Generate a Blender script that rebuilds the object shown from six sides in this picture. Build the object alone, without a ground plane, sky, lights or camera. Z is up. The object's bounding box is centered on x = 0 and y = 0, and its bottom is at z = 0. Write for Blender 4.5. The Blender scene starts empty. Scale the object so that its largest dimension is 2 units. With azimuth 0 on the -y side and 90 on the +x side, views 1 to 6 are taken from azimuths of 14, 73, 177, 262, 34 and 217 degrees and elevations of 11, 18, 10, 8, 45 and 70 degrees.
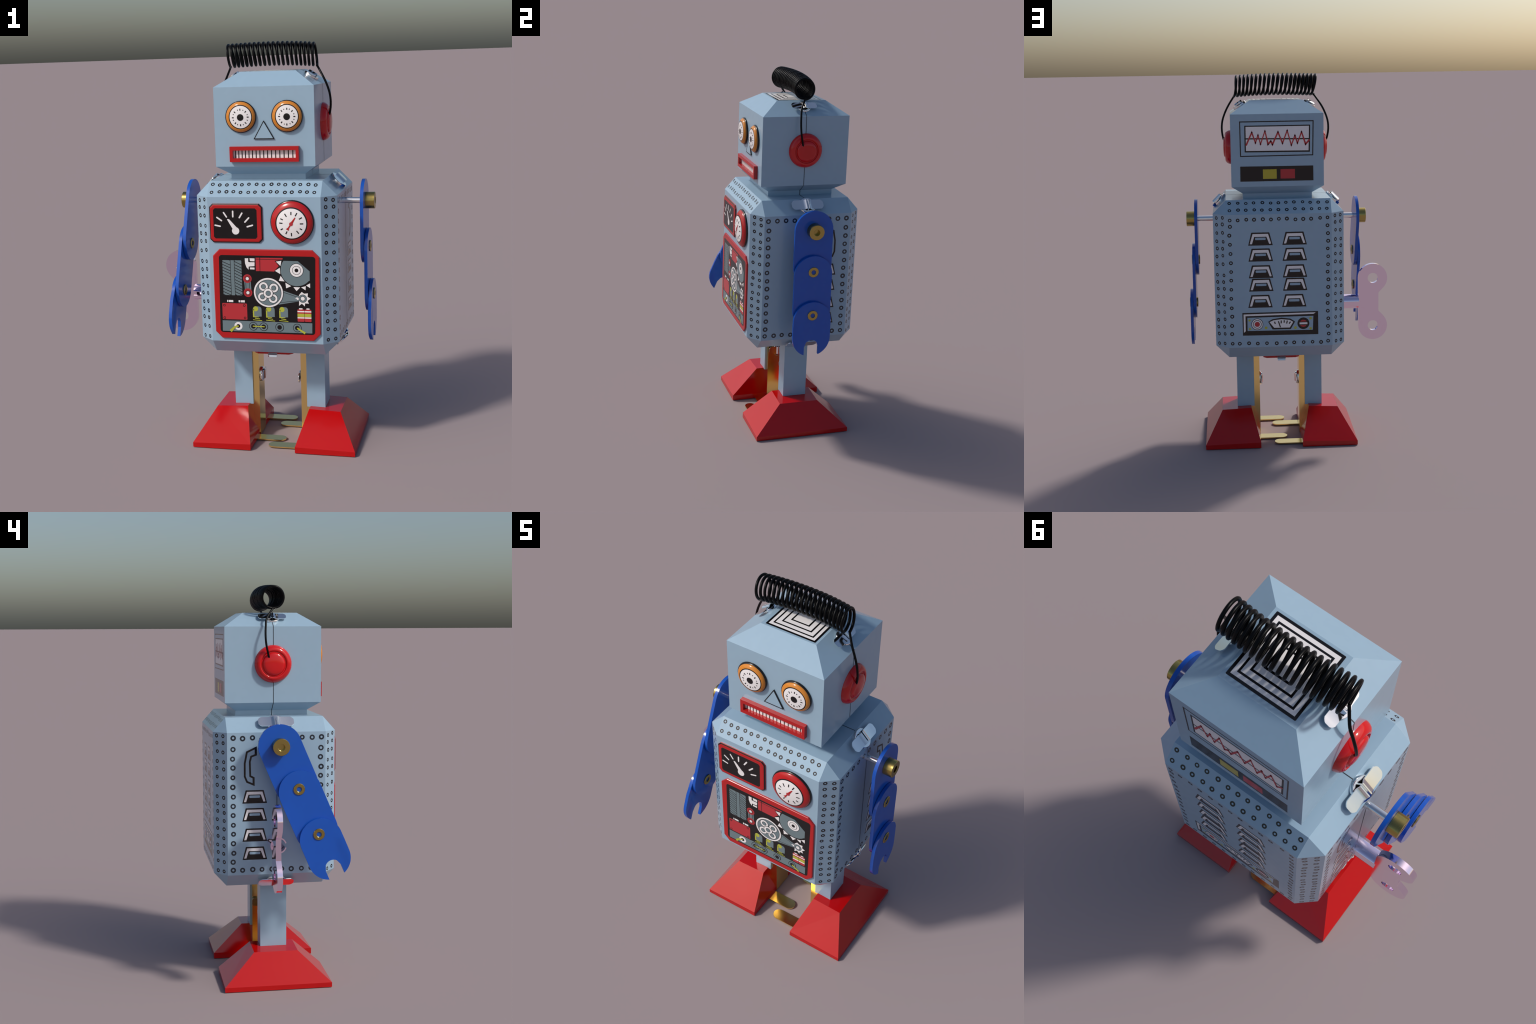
"""Wind-up tin toy robot: chamfered sheet-metal head and torso with printed dials,
riveted seams, swinging plate arms, pyramid feet, a coil-spring headset and a key."""
import bpy, math, random
from mathutils import Vector, Matrix

random.seed(7)
CX, CY = 0.0596, 0.0193          # plane of symmetry / centre of the tin body

# ------------------------------------------------------------------ materials
def material(name, color, rough=0.3, metal=0.0, spec=0.5, mottle=0.0, scale=9.0,
             bump=0.0, coat=0.0, rough_var=0.0):
    m = bpy.data.materials.new(name)
    m.use_nodes = True
    nt = m.node_tree
    b = nt.nodes["Principled BSDF"]
    b.inputs["Roughness"].default_value = rough
    b.inputs["Metallic"].default_value = metal
    b.inputs["Specular IOR Level"].default_value = spec
    b.inputs["Coat Weight"].default_value = coat
    b.inputs["Coat Roughness"].default_value = 0.05
    col = (*color, 1.0)
    b.inputs["Base Color"].default_value = col
    tc = nt.nodes.new("ShaderNodeTexCoord")
    nz = nt.nodes.new("ShaderNodeTexNoise")
    nz.inputs["Scale"].default_value = scale
    nz.inputs["Detail"].default_value = 5.0
    nt.links.new(tc.outputs["Object"], nz.inputs["Vector"])
    if mottle > 0:
        ramp = nt.nodes.new("ShaderNodeValToRGB")
        ramp.color_ramp.elements[0].position = 0.3
        ramp.color_ramp.elements[1].position = 0.7
        ramp.color_ramp.elements[0].color = (*[c * (1 - mottle) for c in color], 1)
        ramp.color_ramp.elements[1].color = (*[min(1, c * (1 + mottle)) for c in color], 1)
        nt.links.new(nz.outputs["Fac"], ramp.inputs["Fac"])
        nt.links.new(ramp.outputs["Color"], b.inputs["Base Color"])
    if rough_var > 0:
        mr = nt.nodes.new("ShaderNodeMapRange")
        mr.inputs["To Min"].default_value = max(0.0, rough - rough_var)
        mr.inputs["To Max"].default_value = rough + rough_var
        nt.links.new(nz.outputs["Fac"], mr.inputs["Value"])
        nt.links.new(mr.outputs["Result"], b.inputs["Roughness"])
    if bump > 0:
        bp = nt.nodes.new("ShaderNodeBump")
        bp.inputs["Strength"].default_value = bump
        bp.inputs["Distance"].default_value = 0.001
        nt.links.new(nz.outputs["Fac"], bp.inputs["Height"])
        nt.links.new(bp.outputs["Normal"], b.inputs["Normal"])
    return m

TIN    = material("pale_blue_tin_paint", (0.305, 0.438, 0.553), 0.20, mottle=0.012, scale=30, rough_var=0.03)
BLACK  = material("printed_black", (0.0040, 0.0028, 0.0030), 0.22, mottle=0.05)
INK    = material("printed_faded_ink", (0.020, 0.026, 0.036), 0.22, mottle=0.35, scale=14)
WHITE  = material("printed_white", (0.84, 0.81, 0.81), 0.22, mottle=0.01)
RED    = material("printed_red", (0.46, 0.030, 0.038), 0.22, mottle=0.02)
GREY   = material("printed_slate_grey", (0.150, 0.205, 0.225), 0.22, mottle=0.02)
YELLOW = material("printed_olive_yellow", (0.44, 0.46, 0.050), 0.22, mottle=0.02)
GOLD   = material("printed_gold_yellow", (0.48, 0.40, 0.035), 0.22, mottle=0.02)
BRIGHT = material("bright_red_enamel", (0.44, 0.009, 0.010), 0.20, mottle=0.015, rough_var=0.03)
FOOT   = material("foot_red_enamel", (0.485, 0.0010, 0.0015), 0.13, mottle=0.015, rough_var=0.02)
EARRED = material("ear_red_enamel", (0.56, 0.008, 0.010), 0.10, mottle=0.015)
ORANGE = material("orange_enamel", (0.60, 0.215, 0.025), 0.12, mottle=0.015)
BLUE   = material("royal_blue_enamel", (0.008, 0.085, 0.45), 0.16, mottle=0.02, scale=20, rough_var=0.02)
CHROME = material("bright_chrome", (0.88, 0.88, 0.88), 0.12, metal=1.0, rough_var=0.02)
BRASS  = material("polished_brass", (0.98, 0.72, 0.27), 0.18, metal=1.0, rough_var=0.03)
BRONZE = material("dark_brass", (0.44, 0.335, 0.105), 0.24, metal=1.0, rough_var=0.04)
MAUVE  = material("mauve_metal", (0.92, 0.76, 0.93), 0.10, metal=1.0, rough_var=0.02)
WIRE   = material("black_rubber_wire", (0.0015, 0.0015, 0.0018), 0.36, spec=0.14, mottle=0.05)
DARK   = material("dark_gap", (0.02, 0.028, 0.035), 0.6)

# ------------------------------------------------------------------ helpers
class Frame:
    """A plane with in-plane axes U, V and outward normal N."""
    def __init__(self, o, u, v, n=None):
        self.o = Vector(o); self.u = Vector(u).normalized(); self.v = Vector(v).normalized()
        self.n = Vector(n).normalized() if n is not None else self.u.cross(self.v).normalized()
        self.hand = 1 if self.u.cross(self.v).dot(self.n) > 0 else -1
    def at(self, a, b, d=0.0):
        return self.o + self.u * a + self.v * b + self.n * d
    def matrix(self, scale=1.0):
        m = Matrix.Identity(4)
        v = self.n.cross(self.u)
        for i in range(3):
            m[i][0], m[i][1], m[i][2], m[i][3] = self.u[i]*scale, v[i]*scale, self.n[i]*scale, self.o[i]
        return m

class Builder:
    """Collects faces with materials and turns them into one mesh."""
    def __init__(self):
        self.v, self.f, self.m, self.mats = [], [], [], []
    def mi(self, mat):
        if mat not in self.mats: self.mats.append(mat)
        return self.mats.index(mat)
    def face(self, pts, mat):
        i = len(self.v); self.v += [tuple(p) for p in pts]
        self.f.append(list(range(i, i + len(pts)))); self.m.append(self.mi(mat))
    def grid(self, rows, mat, close=False, mats=None):
        """rows: list of equally long point lists; quads between them."""
        n = len(rows[0]); base = len(self.v)
        for r in rows: self.v += [tuple(p) for p in r]
        k = n if close else n - 1
        for i in range(len(rows) - 1):
            mm = self.mi(mats[i] if mats else mat)
            for j in range(k):
                a = base + i*n + j; b = base + i*n + (j+1) % n
                self.f.append([a, b, b + n, a + n]); self.m.append(mm)
    def mesh(self, name, smooth=None, merge=True):
        me = bpy.data.meshes.new(name)
        me.from_pydata(self.v, [], self.f)
        for m in self.mats: me.materials.append(m)
        for p, k in zip(me.polygons, self.m): p.material_index = k
        me.validate()
        import bmesh
        bm = bmesh.new(); bm.from_mesh(me)
        if merge: bmesh.ops.remove_doubles(bm, verts=bm.verts, dist=1e-5)
        bm.to_mesh(me); bm.free()
        if smooth is not None:
            me.polygons.foreach_set("use_smooth", [True]*len(me.polygons))
            me.set_sharp_from_angle(angle=math.radians(smooth))
        me.update()
        return me

def recalc(me):
    import bmesh
    bm = bmesh.new(); bm.from_mesh(me)
    bmesh.ops.recalc_face_normals(bm, faces=bm.faces)
    bm.to_mesh(me); bm.free()

def put(name, me, parent, matrix=None):
    ob = bpy.data.objects.new(name, me)
    bpy.context.scene.collection.objects.link(ob)
    if matrix is not None: ob.matrix_world = matrix
    if parent is not None:
        ob.parent = parent
        bpy.context.view_layer.update()
        ob.matrix_parent_inverse = parent.matrix_world.inverted()
    return ob

def area2(p):
    return sum(p[i][0]*p[(i+1) % len(p)][1] - p[(i+1) % len(p)][0]*p[i][1] for i in range(len(p)))

def slab(b, fr, poly, d0, d1, mat, side=None, back=True, bevel=0.0):
    """Prism over a polygon in the frame plane from depth d0 to d1 (d1 outermost)."""
    p = list(poly)
    if area2(p) * fr.hand < 0: p.reverse()
    side = side or mat
    b.face([fr.at(x, y, d1) for x, y in p], mat)
    if back: b.face([fr.at(x, y, d0) for x, y in reversed(p)], side)
    for i in range(len(p)):
        (x0, y0), (x1, y1) = p[i], p[(i+1) % len(p)]
        b.face([fr.at(x0, y0, d0), fr.at(x1, y1, d0), fr.at(x1, y1, d1), fr.at(x0, y0, d1)], side)

STEP = 0.00028
def mark(b, fr, poly, mat, layer=1):
    slab(b, fr, poly, 0.0, STEP*layer, mat, back=False)

def circle(cx, cy, r, n=28, a0=0.0, a1=360.0, squash=1.0):
    full = abs(a1 - a0) >= 359.9
    k = n if full else n + 1
    return [(cx + r*math.cos(math.radians(a0 + (a1-a0)*i/n)),
             cy + r*squash*math.sin(math.radians(a0 + (a1-a0)*i/n))) for i in range(k)]

def ring(b, fr, cx, cy, r1, r0, mat, layer=1, n=28):
    d = STEP*layer
    o, i = circle(cx, cy, r1, n), circle(cx, cy, r0, n)
    for k in range(n):
        q = [o[k], o[(k+1) % n], i[(k+1) % n], i[k]]
        if area2(q)*fr.hand < 0: q.reverse()
        b.face([fr.at(x, y, d) for x, y in q], mat)

def disc(b, fr, cx, cy, r, mat, layer=1, n=28):
    mark(b, fr, circle(cx, cy, r, n), mat, layer)

def rect(x0, y0, x1, y1, r=0.0, n=4):
    x0, x1 = min(x0, x1), max(x0, x1); y0, y1 = min(y0, y1), max(y0, y1)
    if r <= 0: return [(x0, y0), (x1, y0), (x1, y1), (x0, y1)]
    out = []
    for cx, cy, a in ((x1-r, y0+r, -90), (x1-r, y1-r, 0), (x0+r, y1-r, 90), (x0+r, y0+r, 180)):
        out += circle(cx, cy, r, n, a, a+90)
    return out

def stroke(b, fr, pts, w, mat, layer=1, closed=False):
    """Mitred line of width w through pts (w may be a list)."""
    n = len(pts)
    ws = w if isinstance(w, (list, tuple)) else [w]*n
    L, R = [], []
    for i in range(n):
        p = Vector(pts[i])
        a = Vector(pts[i-1]) if (i > 0 or closed) else None
        c = Vector(pts[(i+1) % n]) if (i < n-1 or closed) else None
        t0 = (p-a).normalized() if a is not None else (c-p).normalized()
        t1 = (c-p).normalized() if c is not None else t0
        t = (t0+t1)
        t = t.normalized() if t.length > 1e-6 else t0
        nrm = Vector((-t.y, t.x)); k = max(0.45, nrm.dot(Vector((-t0.y, t0.x))))
        L.append(p + nrm*ws[i]*0.5/k); R.append(p - nrm*ws[i]*0.5/k)
    m = n if closed else n-1
    for i in range(m):
        j = (i+1) % n
        q = [(L[i].x, L[i].y), (R[i].x, R[i].y), (R[j].x, R[j].y), (L[j].x, L[j].y)]
        if area2(q)*fr.hand < 0: q.reverse()
        b.face([fr.at(x, y, STEP*layer) for x, y in q], mat)

def capsule(p, q, w, n=6):
    p, q = Vector(p), Vector(q); t = (q-p).normalized(); a = math.degrees(math.atan2(t.y, t.x))
    return circle(q.x, q.y, w/2, n, a-90, a+90) + circle(p.x, p.y, w/2, n, a+90, a+270)

def lathe(b, fr, cx, cy, prof, mats, n=48, cap0=False):
    """prof: list of (r, d); mats: one per band. Ends at r = 0."""
    rows = []
    for r, d in prof:
        r = max(r, 1e-6)
        rows.append([fr.at(cx + r*math.cos(2*math.pi*k/n), cy + r*math.sin(2*math.pi*k/n)*fr.hand, d) for k in range(n)])
    b.grid(rows, None, close=True, mats=mats)

def box(b, x0, y0, z0, x1, y1, z1, mat):
    fr = Frame((0, 0, 0), (1, 0, 0), (0, 1, 0))
    slab(b, fr, rect(x0, y0, x1, y1), min(z0, z1), max(z0, z1), mat)

def loft(b, loops, mat, cap0=True, cap1=True):
    b.grid(loops, mat, close=True)
    if cap0: b.face(list(reversed(loops[0])), mat)
    if cap1: b.face(loops[-1], mat)

def square(hx, hy, z, cx=CX, cy=CY):
    return [Vector((cx-hx, cy-hy, z)), Vector((cx+hx, cy-hy, z)), Vector((cx+hx, cy+hy, z)), Vector((cx-hx, cy+hy, z))]

def tube(b, path, r, mat, n=10, taper_end=0.0):
    pts = [Vector(p) for p in path]
    T = [(pts[min(i+1, len(pts)-1)] - pts[max(i-1, 0)]).normalized() for i in range(len(pts))]
    nrm = T[0].orthogonal().normalized(); rows = []
    for i, p in enumerate(pts):
        nrm = (nrm - T[i]*nrm.dot(T[i])).normalized(); bi = T[i].cross(nrm)
        rr = r
        if taper_end and i == len(pts)-1: rr = r*taper_end
        rows.append([p + (nrm*math.cos(2*math.pi*k/n) + bi*math.sin(2*math.pi*k/n))*rr for k in range(n)])
    b.grid(rows, mat, close=True)
    b.face(list(reversed(rows[0])), mat); b.face(rows[-1], mat)

def spline(pts, n=8):
    """Catmull-Rom through control points."""
    P = [Vector(p) for p in pts]; P = [P[0]*2-P[1]] + P + [P[-1]*2-P[-2]]; out = []
    for i in range(1, len(P)-2):
        for k in range(n):
            t = k/n
            out.append(0.5*((2*P[i]) + (P[i+1]-P[i-1])*t + (2*P[i-1]-5*P[i]+4*P[i+1]-P[i+2])*t*t + (3*P[i]-P[i-1]-3*P[i+1]+P[i+2])*t**3))
    out.append(P[-2]); return out

# ------------------------------------------------------------------ the thing
robot = bpy.data.objects.new("toy_robot", None)
bpy.context.scene.collection.objects.link(robot)
robot.location = (CX, CY, 0.0)
robot["label"] = "pale blue wind-up tin robot with red feet, blue arms and coil headset"
robot["category"] = "toy robot"
bpy.context.view_layer.update()

# ------------------------------------------------------------------ torso
HX, HY = 0.3421, 0.3053           # half extents at the belt
FX, FY = 0.2732, 0.2437           # half extents of the flat faces
ZB0, ZB1, ZT1, ZT0 = 0.5075, 0.5755, 1.2825, 1.3518
YF, YB = CY-HY, CY+HY
def octagon(z):
    return [Vector((CX+x, CY+y, z)) for x, y in ((-FX, -HY), (FX, -HY), (HX, -FY), (HX, FY), (FX, HY), (-FX, HY), (-HX, FY), (-HX, -FY))]
b = Builder()
o1, o2 = octagon(ZB1), octagon(ZT1)
b.grid([o1, o2], TIN, close=True)
for o, z, up in ((o2, ZT0, True), (o1, ZB0, False)):
    q = square(FX, FY, z)
    fs = [[o[0], o[1], q[1], q[0]], [o[2], o[3], q[2], q[1]], [o[4], o[5], q[3], q[2]], [o[6], o[7], q[0], q[3]],
          [o[1], o[2], q[1]], [o[3], o[4], q[2]], [o[5], o[6], q[3]], [o[7], o[0], q[0]], q]
    for f in fs: b.face(f if up else list(reversed(f)), TIN)
me = b.mesh("torso"); recalc(me)
torso = put("torso", me, robot)

# ------------------------------------------------------------------ head and neck
HH, NH, TH = 0.2405, 0.1820, 0.1365
ZN, ZH0, ZH1, ZH2 = 1.3777, 1.4190, 1.7926, 1.8602
b = Builder()
loft(b, [square(NH, NH, ZN), square(HH, HH, ZH0), square(HH, HH, ZH1), square(TH, TH, ZH2)], TIN)
me = b.mesh("head"); recalc(me); head = put("head", me, robot)
b = Builder()
loft(b, [square(NH, NH, ZT0-0.004), square(NH, NH, ZN)], TIN, cap1=False)
me = b.mesh("neck"); recalc(me); neck = put("neck", me, robot)
HF, HB = CY-HH, CY+HH             # y of the face and of the back of the head

# sheet-metal seam running down both flanks (dark hairline gap)
b = Builder()
for s in (-1, 1):
    prof = [(TH+0.02, ZH2-0.013), (HH, ZH1), (HH, ZH0), (NH, ZN), (NH, ZT0), (FX, ZT0), (HX, ZT1), (HX, ZB1), (FX, ZB0)]
    e = 0.0006; w = 0.0016; ys = 0.0180
    L = []
    for i, (x, z) in enumerate(prof):
        a = Vector(prof[max(i-1, 0)]); c = Vector(prof[min(i+1, len(prof)-1)]); p = Vector((x, z))
        t = ((p-a).normalized() if i else Vector((0, 0))) + ((c-p).normalized() if i < len(prof)-1 else Vector((0, 0)))
        t.normalize(); n = Vector((-t.y, t.x))*(-1)
        if n.x < -0.2: n = -n
        q = Vector((x, z)) + Vector((abs(n.x), -n.y if False else n.y))*e*1.3
        L.append((q.x, q.y))
    b.grid([[Vector((CX+s*x, ys+k*w, z)) for x, z in L] for k in (-1, 1)], DARK)
put("seam", b.mesh("seam"), torso)

# ------------------------------------------------------------------ frames of the printed panels
FRONT = Frame((0, YF, 0), (1, 0, 0), (0, 0, 1), (0, -1, 0))
BACK  = Frame((0, YB, 0), (1, 0, 0), (0, 0, 1), (0, 1, 0))
SIDE  = {s: Frame((CX+s*HX, 0, 0), (0, 1, 0), (0, 0, 1), (s, 0, 0)) for s in (-1, 1)}
FACE  = Frame((0, HF, 0), (1, 0, 0), (0, 0, 1), (0, -1, 0))
NAPE  = Frame((0, HB, 0), (1, 0, 0), (0, 0, 1), (0, 1, 0))
CROWN = Frame((0, 0, ZH2), (1, 0, 0), (0, 1, 0), (0, 0, 1))

# ------------------------------------------------------------------ printed rivets
def rivets(name, fr, pts, r=0.0101, j=0.0028, ink=None):
    b = Builder()
    for x, y in pts:
        k = r*random.uniform(0.92, 1.05)
        ring(b, fr, x+random.uniform(-j, j), y+random.uniform(-j, j), k, k*random.uniform(0.38, 0.47), ink or BLACK, 1, 14)
    ob = put(name, b.mesh(name), torso); ob["kind"] = "stuff"
    return ob

def spread(a, c, n): return [a+(c-a)*i/(n-1) for i in range(n)]
# slanting corner strips: two columns of seventeen
rows = [1.2676, 1.2336, 1.1897, 1.1423, 1.1048, 1.0650, 1.0205, 0.9654, 0.9274, 0.8901, 0.8485, 0.8090, 0.7655, 0.7254, 0.6862, 0.6455, 0.5955]
for sx in (-1, 1):
    for sy in (-1, 1):
        o = Vector((CX+sx*FX, CY+sy*HY, 0)); u = Vector((sx*(HX-FX), sy*(FY-HY), 0)); L = u.length
        fr = Frame(o, u, (0, 0, 1), (sx*(HY-FY), sy*(HX-FX), 0))
        rivets("printed_rivets", fr, [(L*c, z-(0.004 if c > 0.5 else 0)) for z in rows for c in (0.29, 0.74)])
# shoulders front and back
for sy, n in ((-1, 15), (1, 13)):
    o = Vector((0, CY+sy*HY, ZT1)); v = Vector((0, sy*(FY-HY), ZT0-ZT1)); L = v.length
    fr = Frame(o, (1, 0, 0), v, (0, sy*(ZT0-ZT1), HY-FY))
    x0, x1 = (-0.1945, 0.3030) if sy < 0 else (-0.1930, 0.3130)
    rivets("printed_rivets", fr, [(x, L*t) for t in (0.30, 0.76) for x in spread(x0, x1, n)], 0.0098)
# frame of rivets on the back
pts = [(x, 1.255) for x in spread(-0.151, 0.314, 12)] + [(x, 0.595) for x in spread(-0.156, 0.275, 10)]
pts += [(0.3155, z) for z in spread(0.600, 1.224, 14)] + [(-0.1925, z) for z in spread(0.600, 1.259, 17)]
rivets("printed_rivets", BACK, pts, 0.0103)
# frames of coarser rivets on the flanks
for s in (-1, 1):
    pts = [(y, 1.2555) for y in spread(-0.205, 0.234, 10)] + [(y, 0.600) for y in spread(-0.202, 0.238, 10)]
    pts += [(0.235, z) for z in spread(0.642, 1.203, 13)] + [(-0.201, z) for z in spread(0.642, 1.203, 13)]
    rivets("printed_rivets", SIDE[s], pts, 0.0136, 0.0018, INK)

# ------------------------------------------------------------------ printed louvres
def louvre_mesh():
    b = Builder(); fr = Frame((0, 0, 0), (1, 0, 0), (0, 1, 0))
    mark(b, fr, [(-0.064, -0.034), (0.064, -0.034), (0.0625, -0.029), (0.0475, 0.031), (0.0455, 0.034), (-0.0455, 0.034), (-0.0475, 0.031), (-0.0625, -0.029)], BLACK, 1)
    mark(b, fr, [(-0.0555, -0.0265), (-0.0440, -0.0265), (-0.0320, 0.0115), (0.0312, 0.0115), (0.0455, -0.0265), (0.0555, -0.0250), (0.0400, 0.0262), (-0.0400, 0.0262)], WHITE, 2)
    mark(b, fr, rect(-0.0275, -0.0055, 0.0275, 0.0068, 0.0035), TIN, 2)
    return b.mesh("louvre")
lm = louvre_mesh()
def louvre(fr, x, z, k=1.0):
    f = Frame(fr.at(x, z), fr.u*fr.hand, fr.v, fr.n)
    put("louvre", lm, torso, f.matrix(k))
for x, dx in ((0.158, 0.006), (-0.0195, 0.006)):
    for i, z in enumerate((1.1540, 1.0698, 0.9813, 0.9105, 0.8232)):
        louvre(BACK, x + (dx if i == 4 else 0), z)
for s in (-1, 1):
    for z in (0.9665, 0.8775, 0.7760, 0.6840): louvre(SIDE[s], 0.1285, z, 0.96)
    # printed telephone receiver on each flank
    b = Builder()
    hand = [(0.1215, 1.2080), (0.1660, 1.1870), (0.1770, 1.1310), (0.1770, 1.0680), (0.1660, 1.0410), (0.1330, 1.0265),
            (0.1330, 1.0600), (0.1500, 1.0690), (0.1520, 1.1390), (0.1450, 1.1650), (0.1215, 1.1735)]
    stroke(b, SIDE[s], hand, 0.0092, BLACK, 1, True)
    mark(b, SIDE[s], rect(0.1185, 1.172, 0.1275, 1.209), BLACK, 2)
    mark(b, SIDE[s], rect(0.1290, 1.026, 0.1385, 1.061), BLACK, 2)
    put("printed_telephone", b.mesh("printed_telephone"), torso)

# ------------------------------------------------------------------ printed radio panel on the back
b = Builder()
mark(b, BACK, [(-0.1390, 0.6370), (0.2590, 0.6400), (0.2600, 0.7625), (-0.1388, 0.7628)], BLACK, 1)
mark(b, BACK, [(0.2538, 0.7545), (-0.1258, 0.7563), (-0.1145, 0.7480), (0.2440, 0.7450), (0.2440, 0.6640), (0.2538, 0.6550)], WHITE, 2)
mark(b, BACK, [(0.2340, 0.7360), (-0.1135, 0.7375), (-0.1100, 0.6618), (0.2343, 0.6648)], TIN, 2)
for r, m, l in ((0.0315, BLACK, 3), (0.0285, WHITE, 4), (0.0225, BLACK, 5), (0.0195, WHITE, 6), (0.0135, RED, 7)):
    disc(b, BACK, 0.1827, 0.6996, r, m, l)
mark(b, BACK, [(0.1026, 0.6696), (0.1254, 0.7117), (0.1034, 0.7249), (0.0545, 0.7321), (0.0075, 0.7256), (-0.0165, 0.7094), (0.0066, 0.6690)], BLACK, 3)
mark(b, BACK, [(0.0941, 0.6785), (0.1181, 0.7095), (0.0967, 0.7190), (0.0547, 0.7238), (0.0110, 0.7188), (-0.0067, 0.7079), (0.0116, 0.6777)], WHITE, 4)
for p, q in (((0.0918, 0.7114), (0.0880, 0.6990)), ((0.0716, 0.7136), (0.0610, 0.6805)), ((0.0564, 0.7173), (0.0567, 0.7011)),
             ((0.0403, 0.7179), (0.0415, 0.7041)), ((0.0245, 0.7157), (0.0281, 0.6995)), ((0.0078, 0.7090), (0.0153, 0.6985))):
    stroke(b, BACK, [p, q], 0.0060, BLACK, 5)
disc(b, BACK, -0.0605, 0.6985, 0.0315, BLACK, 3)
for a0, a1, dz in ((20, 160, 0.0095), (200, 340, -0.0100)):
    mark(b, BACK, [(x, z) for x, z in circle(-0.0605, 0.6985, 0.0195, 12, a0+8, a1-8)], RED, 4)
mark(b, BACK, rect(-0.0815, 0.6935, -0.0400, 0.7035), WHITE, 5)
for x, z, r in ((0.2232, 0.7215, 0.006), (0.2218, 0.6755, 0.006), (0.1367, 0.6792, 0.0075), (-0.0180, 0.6760, 0.0075), (-0.0985, 0.7250, 0.007), (-0.0980, 0.6700, 0.007)):
    disc(b, BACK, x, z, r, YELLOW, 3, 12)
put("printed_radio", b.mesh("printed_radio"), torso)

# ------------------------------------------------------------------ voltmeter plaque
b = Builder()
def chamfered(x0, z0, x1, z1, c): return [(x0+c, z0), (x1-c, z0), (x1, z0+c), (x1, z1-c), (x1-c, z1), (x0+c, z1), (x0, z1-c), (x0, z0+c)]
def stepped(b, fr, box0, c, levels):
    """Octagonal plaque rising through (inset, depth, material) levels."""
    loops = []
    for ins, d, m in levels:
        p = chamfered(box0[0]+ins, box0[1]+ins, box0[2]-ins, box0[3]-ins, c-ins*0.4)
        loops.append([fr.at(x, z, d) for x, z in p])
    b.grid(loops, None, close=True, mats=[l[2] for l in levels[1:]])
    b.face(loops[-1], levels[-1][2])
VM = (-0.2040, 1.0650, 0.0548, 1.2520)
stepped(b, FRONT, VM, 0.0160, [(0, 0, RED), (0, 0.0050, BRIGHT), (0.0052, 0.0078, BLACK), (0.0095, 0.0092, BRIGHT)])
me = b.mesh("voltmeter"); recalc(me); volt = put("voltmeter", me, robot)
VF = Frame(FRONT.at(0, 0, 0.0092), FRONT.u, FRONT.v, FRONT.n)
b = Builder()
mark(b, VF, chamfered(-0.1840, 1.0850, 0.0288, 1.2305, 0.0085), BLACK, 1)
put("meter_face", b.mesh("meter_face"), volt)
b = Builder()
for p, q in (((-0.1760, 1.1490), (-0.1515, 1.1440)), ((-0.1660, 1.1865), (-0.1440, 1.1710)), ((-0.1325, 1.2095), (-0.1190, 1.1890)),
             ((-0.0875, 1.2160), (-0.0876, 1.1900)), ((-0.0428, 1.2075), (-0.0562, 1.1860)), ((-0.0105, 1.1850), (-0.0295, 1.1650)), ((0.0065, 1.1500), (-0.0190, 1.1425))):
    mark(b, VF, capsule(p, q, 0.0072), WHITE, 2)
put("meter_ticks", b.mesh("meter_ticks"), volt)
b = Builder()
disc(b, VF, -0.0762, 1.1225, 0.0178, WHITE, 2)
mark(b, VF, [(-0.1165, 1.1770), (-0.1130, 1.1790), (-0.1080, 1.1785), (-0.1040, 1.1760), (-0.0700, 1.1385), (-0.0740, 1.1320), (-0.0900, 1.1270), (-0.0910, 1.1330)], WHITE, 3)
put("needle", b.mesh("needle"), volt)

# ------------------------------------------------------------------ domed gauges
def quarter(r0, d0, r1, d1, n=8):
    return [(r0+(r1-r0)*math.sin(math.pi/2*i/n), d1+(d0-d1)*math.cos(math.pi/2*i/n)) for i in range(n+1)]
def dome_profile(R, rb, rr, top, drop, rim_d, rim_w):
    """white dome (r<rb), black ring (rb..rr), coloured roll (rr..R-), black edge R."""
    dome = lambda r: top - drop*(r/rr)**2
    white = [(rb*i/8, dome(rb*i/8)) for i in range(9)]
    black = [(rb+(rr-rb)*i/2, dome(rb+(rr-rb)*i/2)) for i in (1, 2)]
    qr = quarter(rr, dome(rr), R-rim_w, rim_d)[1:]
    roll = [(r, 0.55*d + 0.45*(dome(rr)+(rim_d-dome(rr))*(r-rr)/(R-rim_w-rr))) for r, d in qr]
    edge = [(R-rim_w*0.45, rim_d*0.86), (R, rim_d*0.58), (R, 0.0)]
    return dome, white, black, roll, edge
def domed(name, fr, cx, cz, dims, colour, parent, shift=(0.0, 0.0)):
    """Pressed lens; its face sits slightly off the middle of its base (shift)."""
    dome, white, black, roll, edge = dome_profile(*dims)
    prof = white+black+roll+edge
    mats = [WHITE]*(len(white)-1) + [BLACK]*len(black) + [colour]*len(roll) + [BLACK]*len(edge)
    b = Builder(); n = 48; dr = dome(dims[2]); rows = []
    for r, d in prof:
        k = min(1.0, d/dr); r = max(r, 1e-6)
        rows.append([fr.at(cx+shift[0]*k + r*math.cos(2*math.pi*i/n), cz+shift[1]*k + r*math.sin(2*math.pi*i/n)*fr.hand, d) for i in range(n)])
    b.grid(rows, None, close=True, mats=mats)
    me = b.mesh(name, 40); recalc(me)
    return put(name, me, parent), dome
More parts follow.
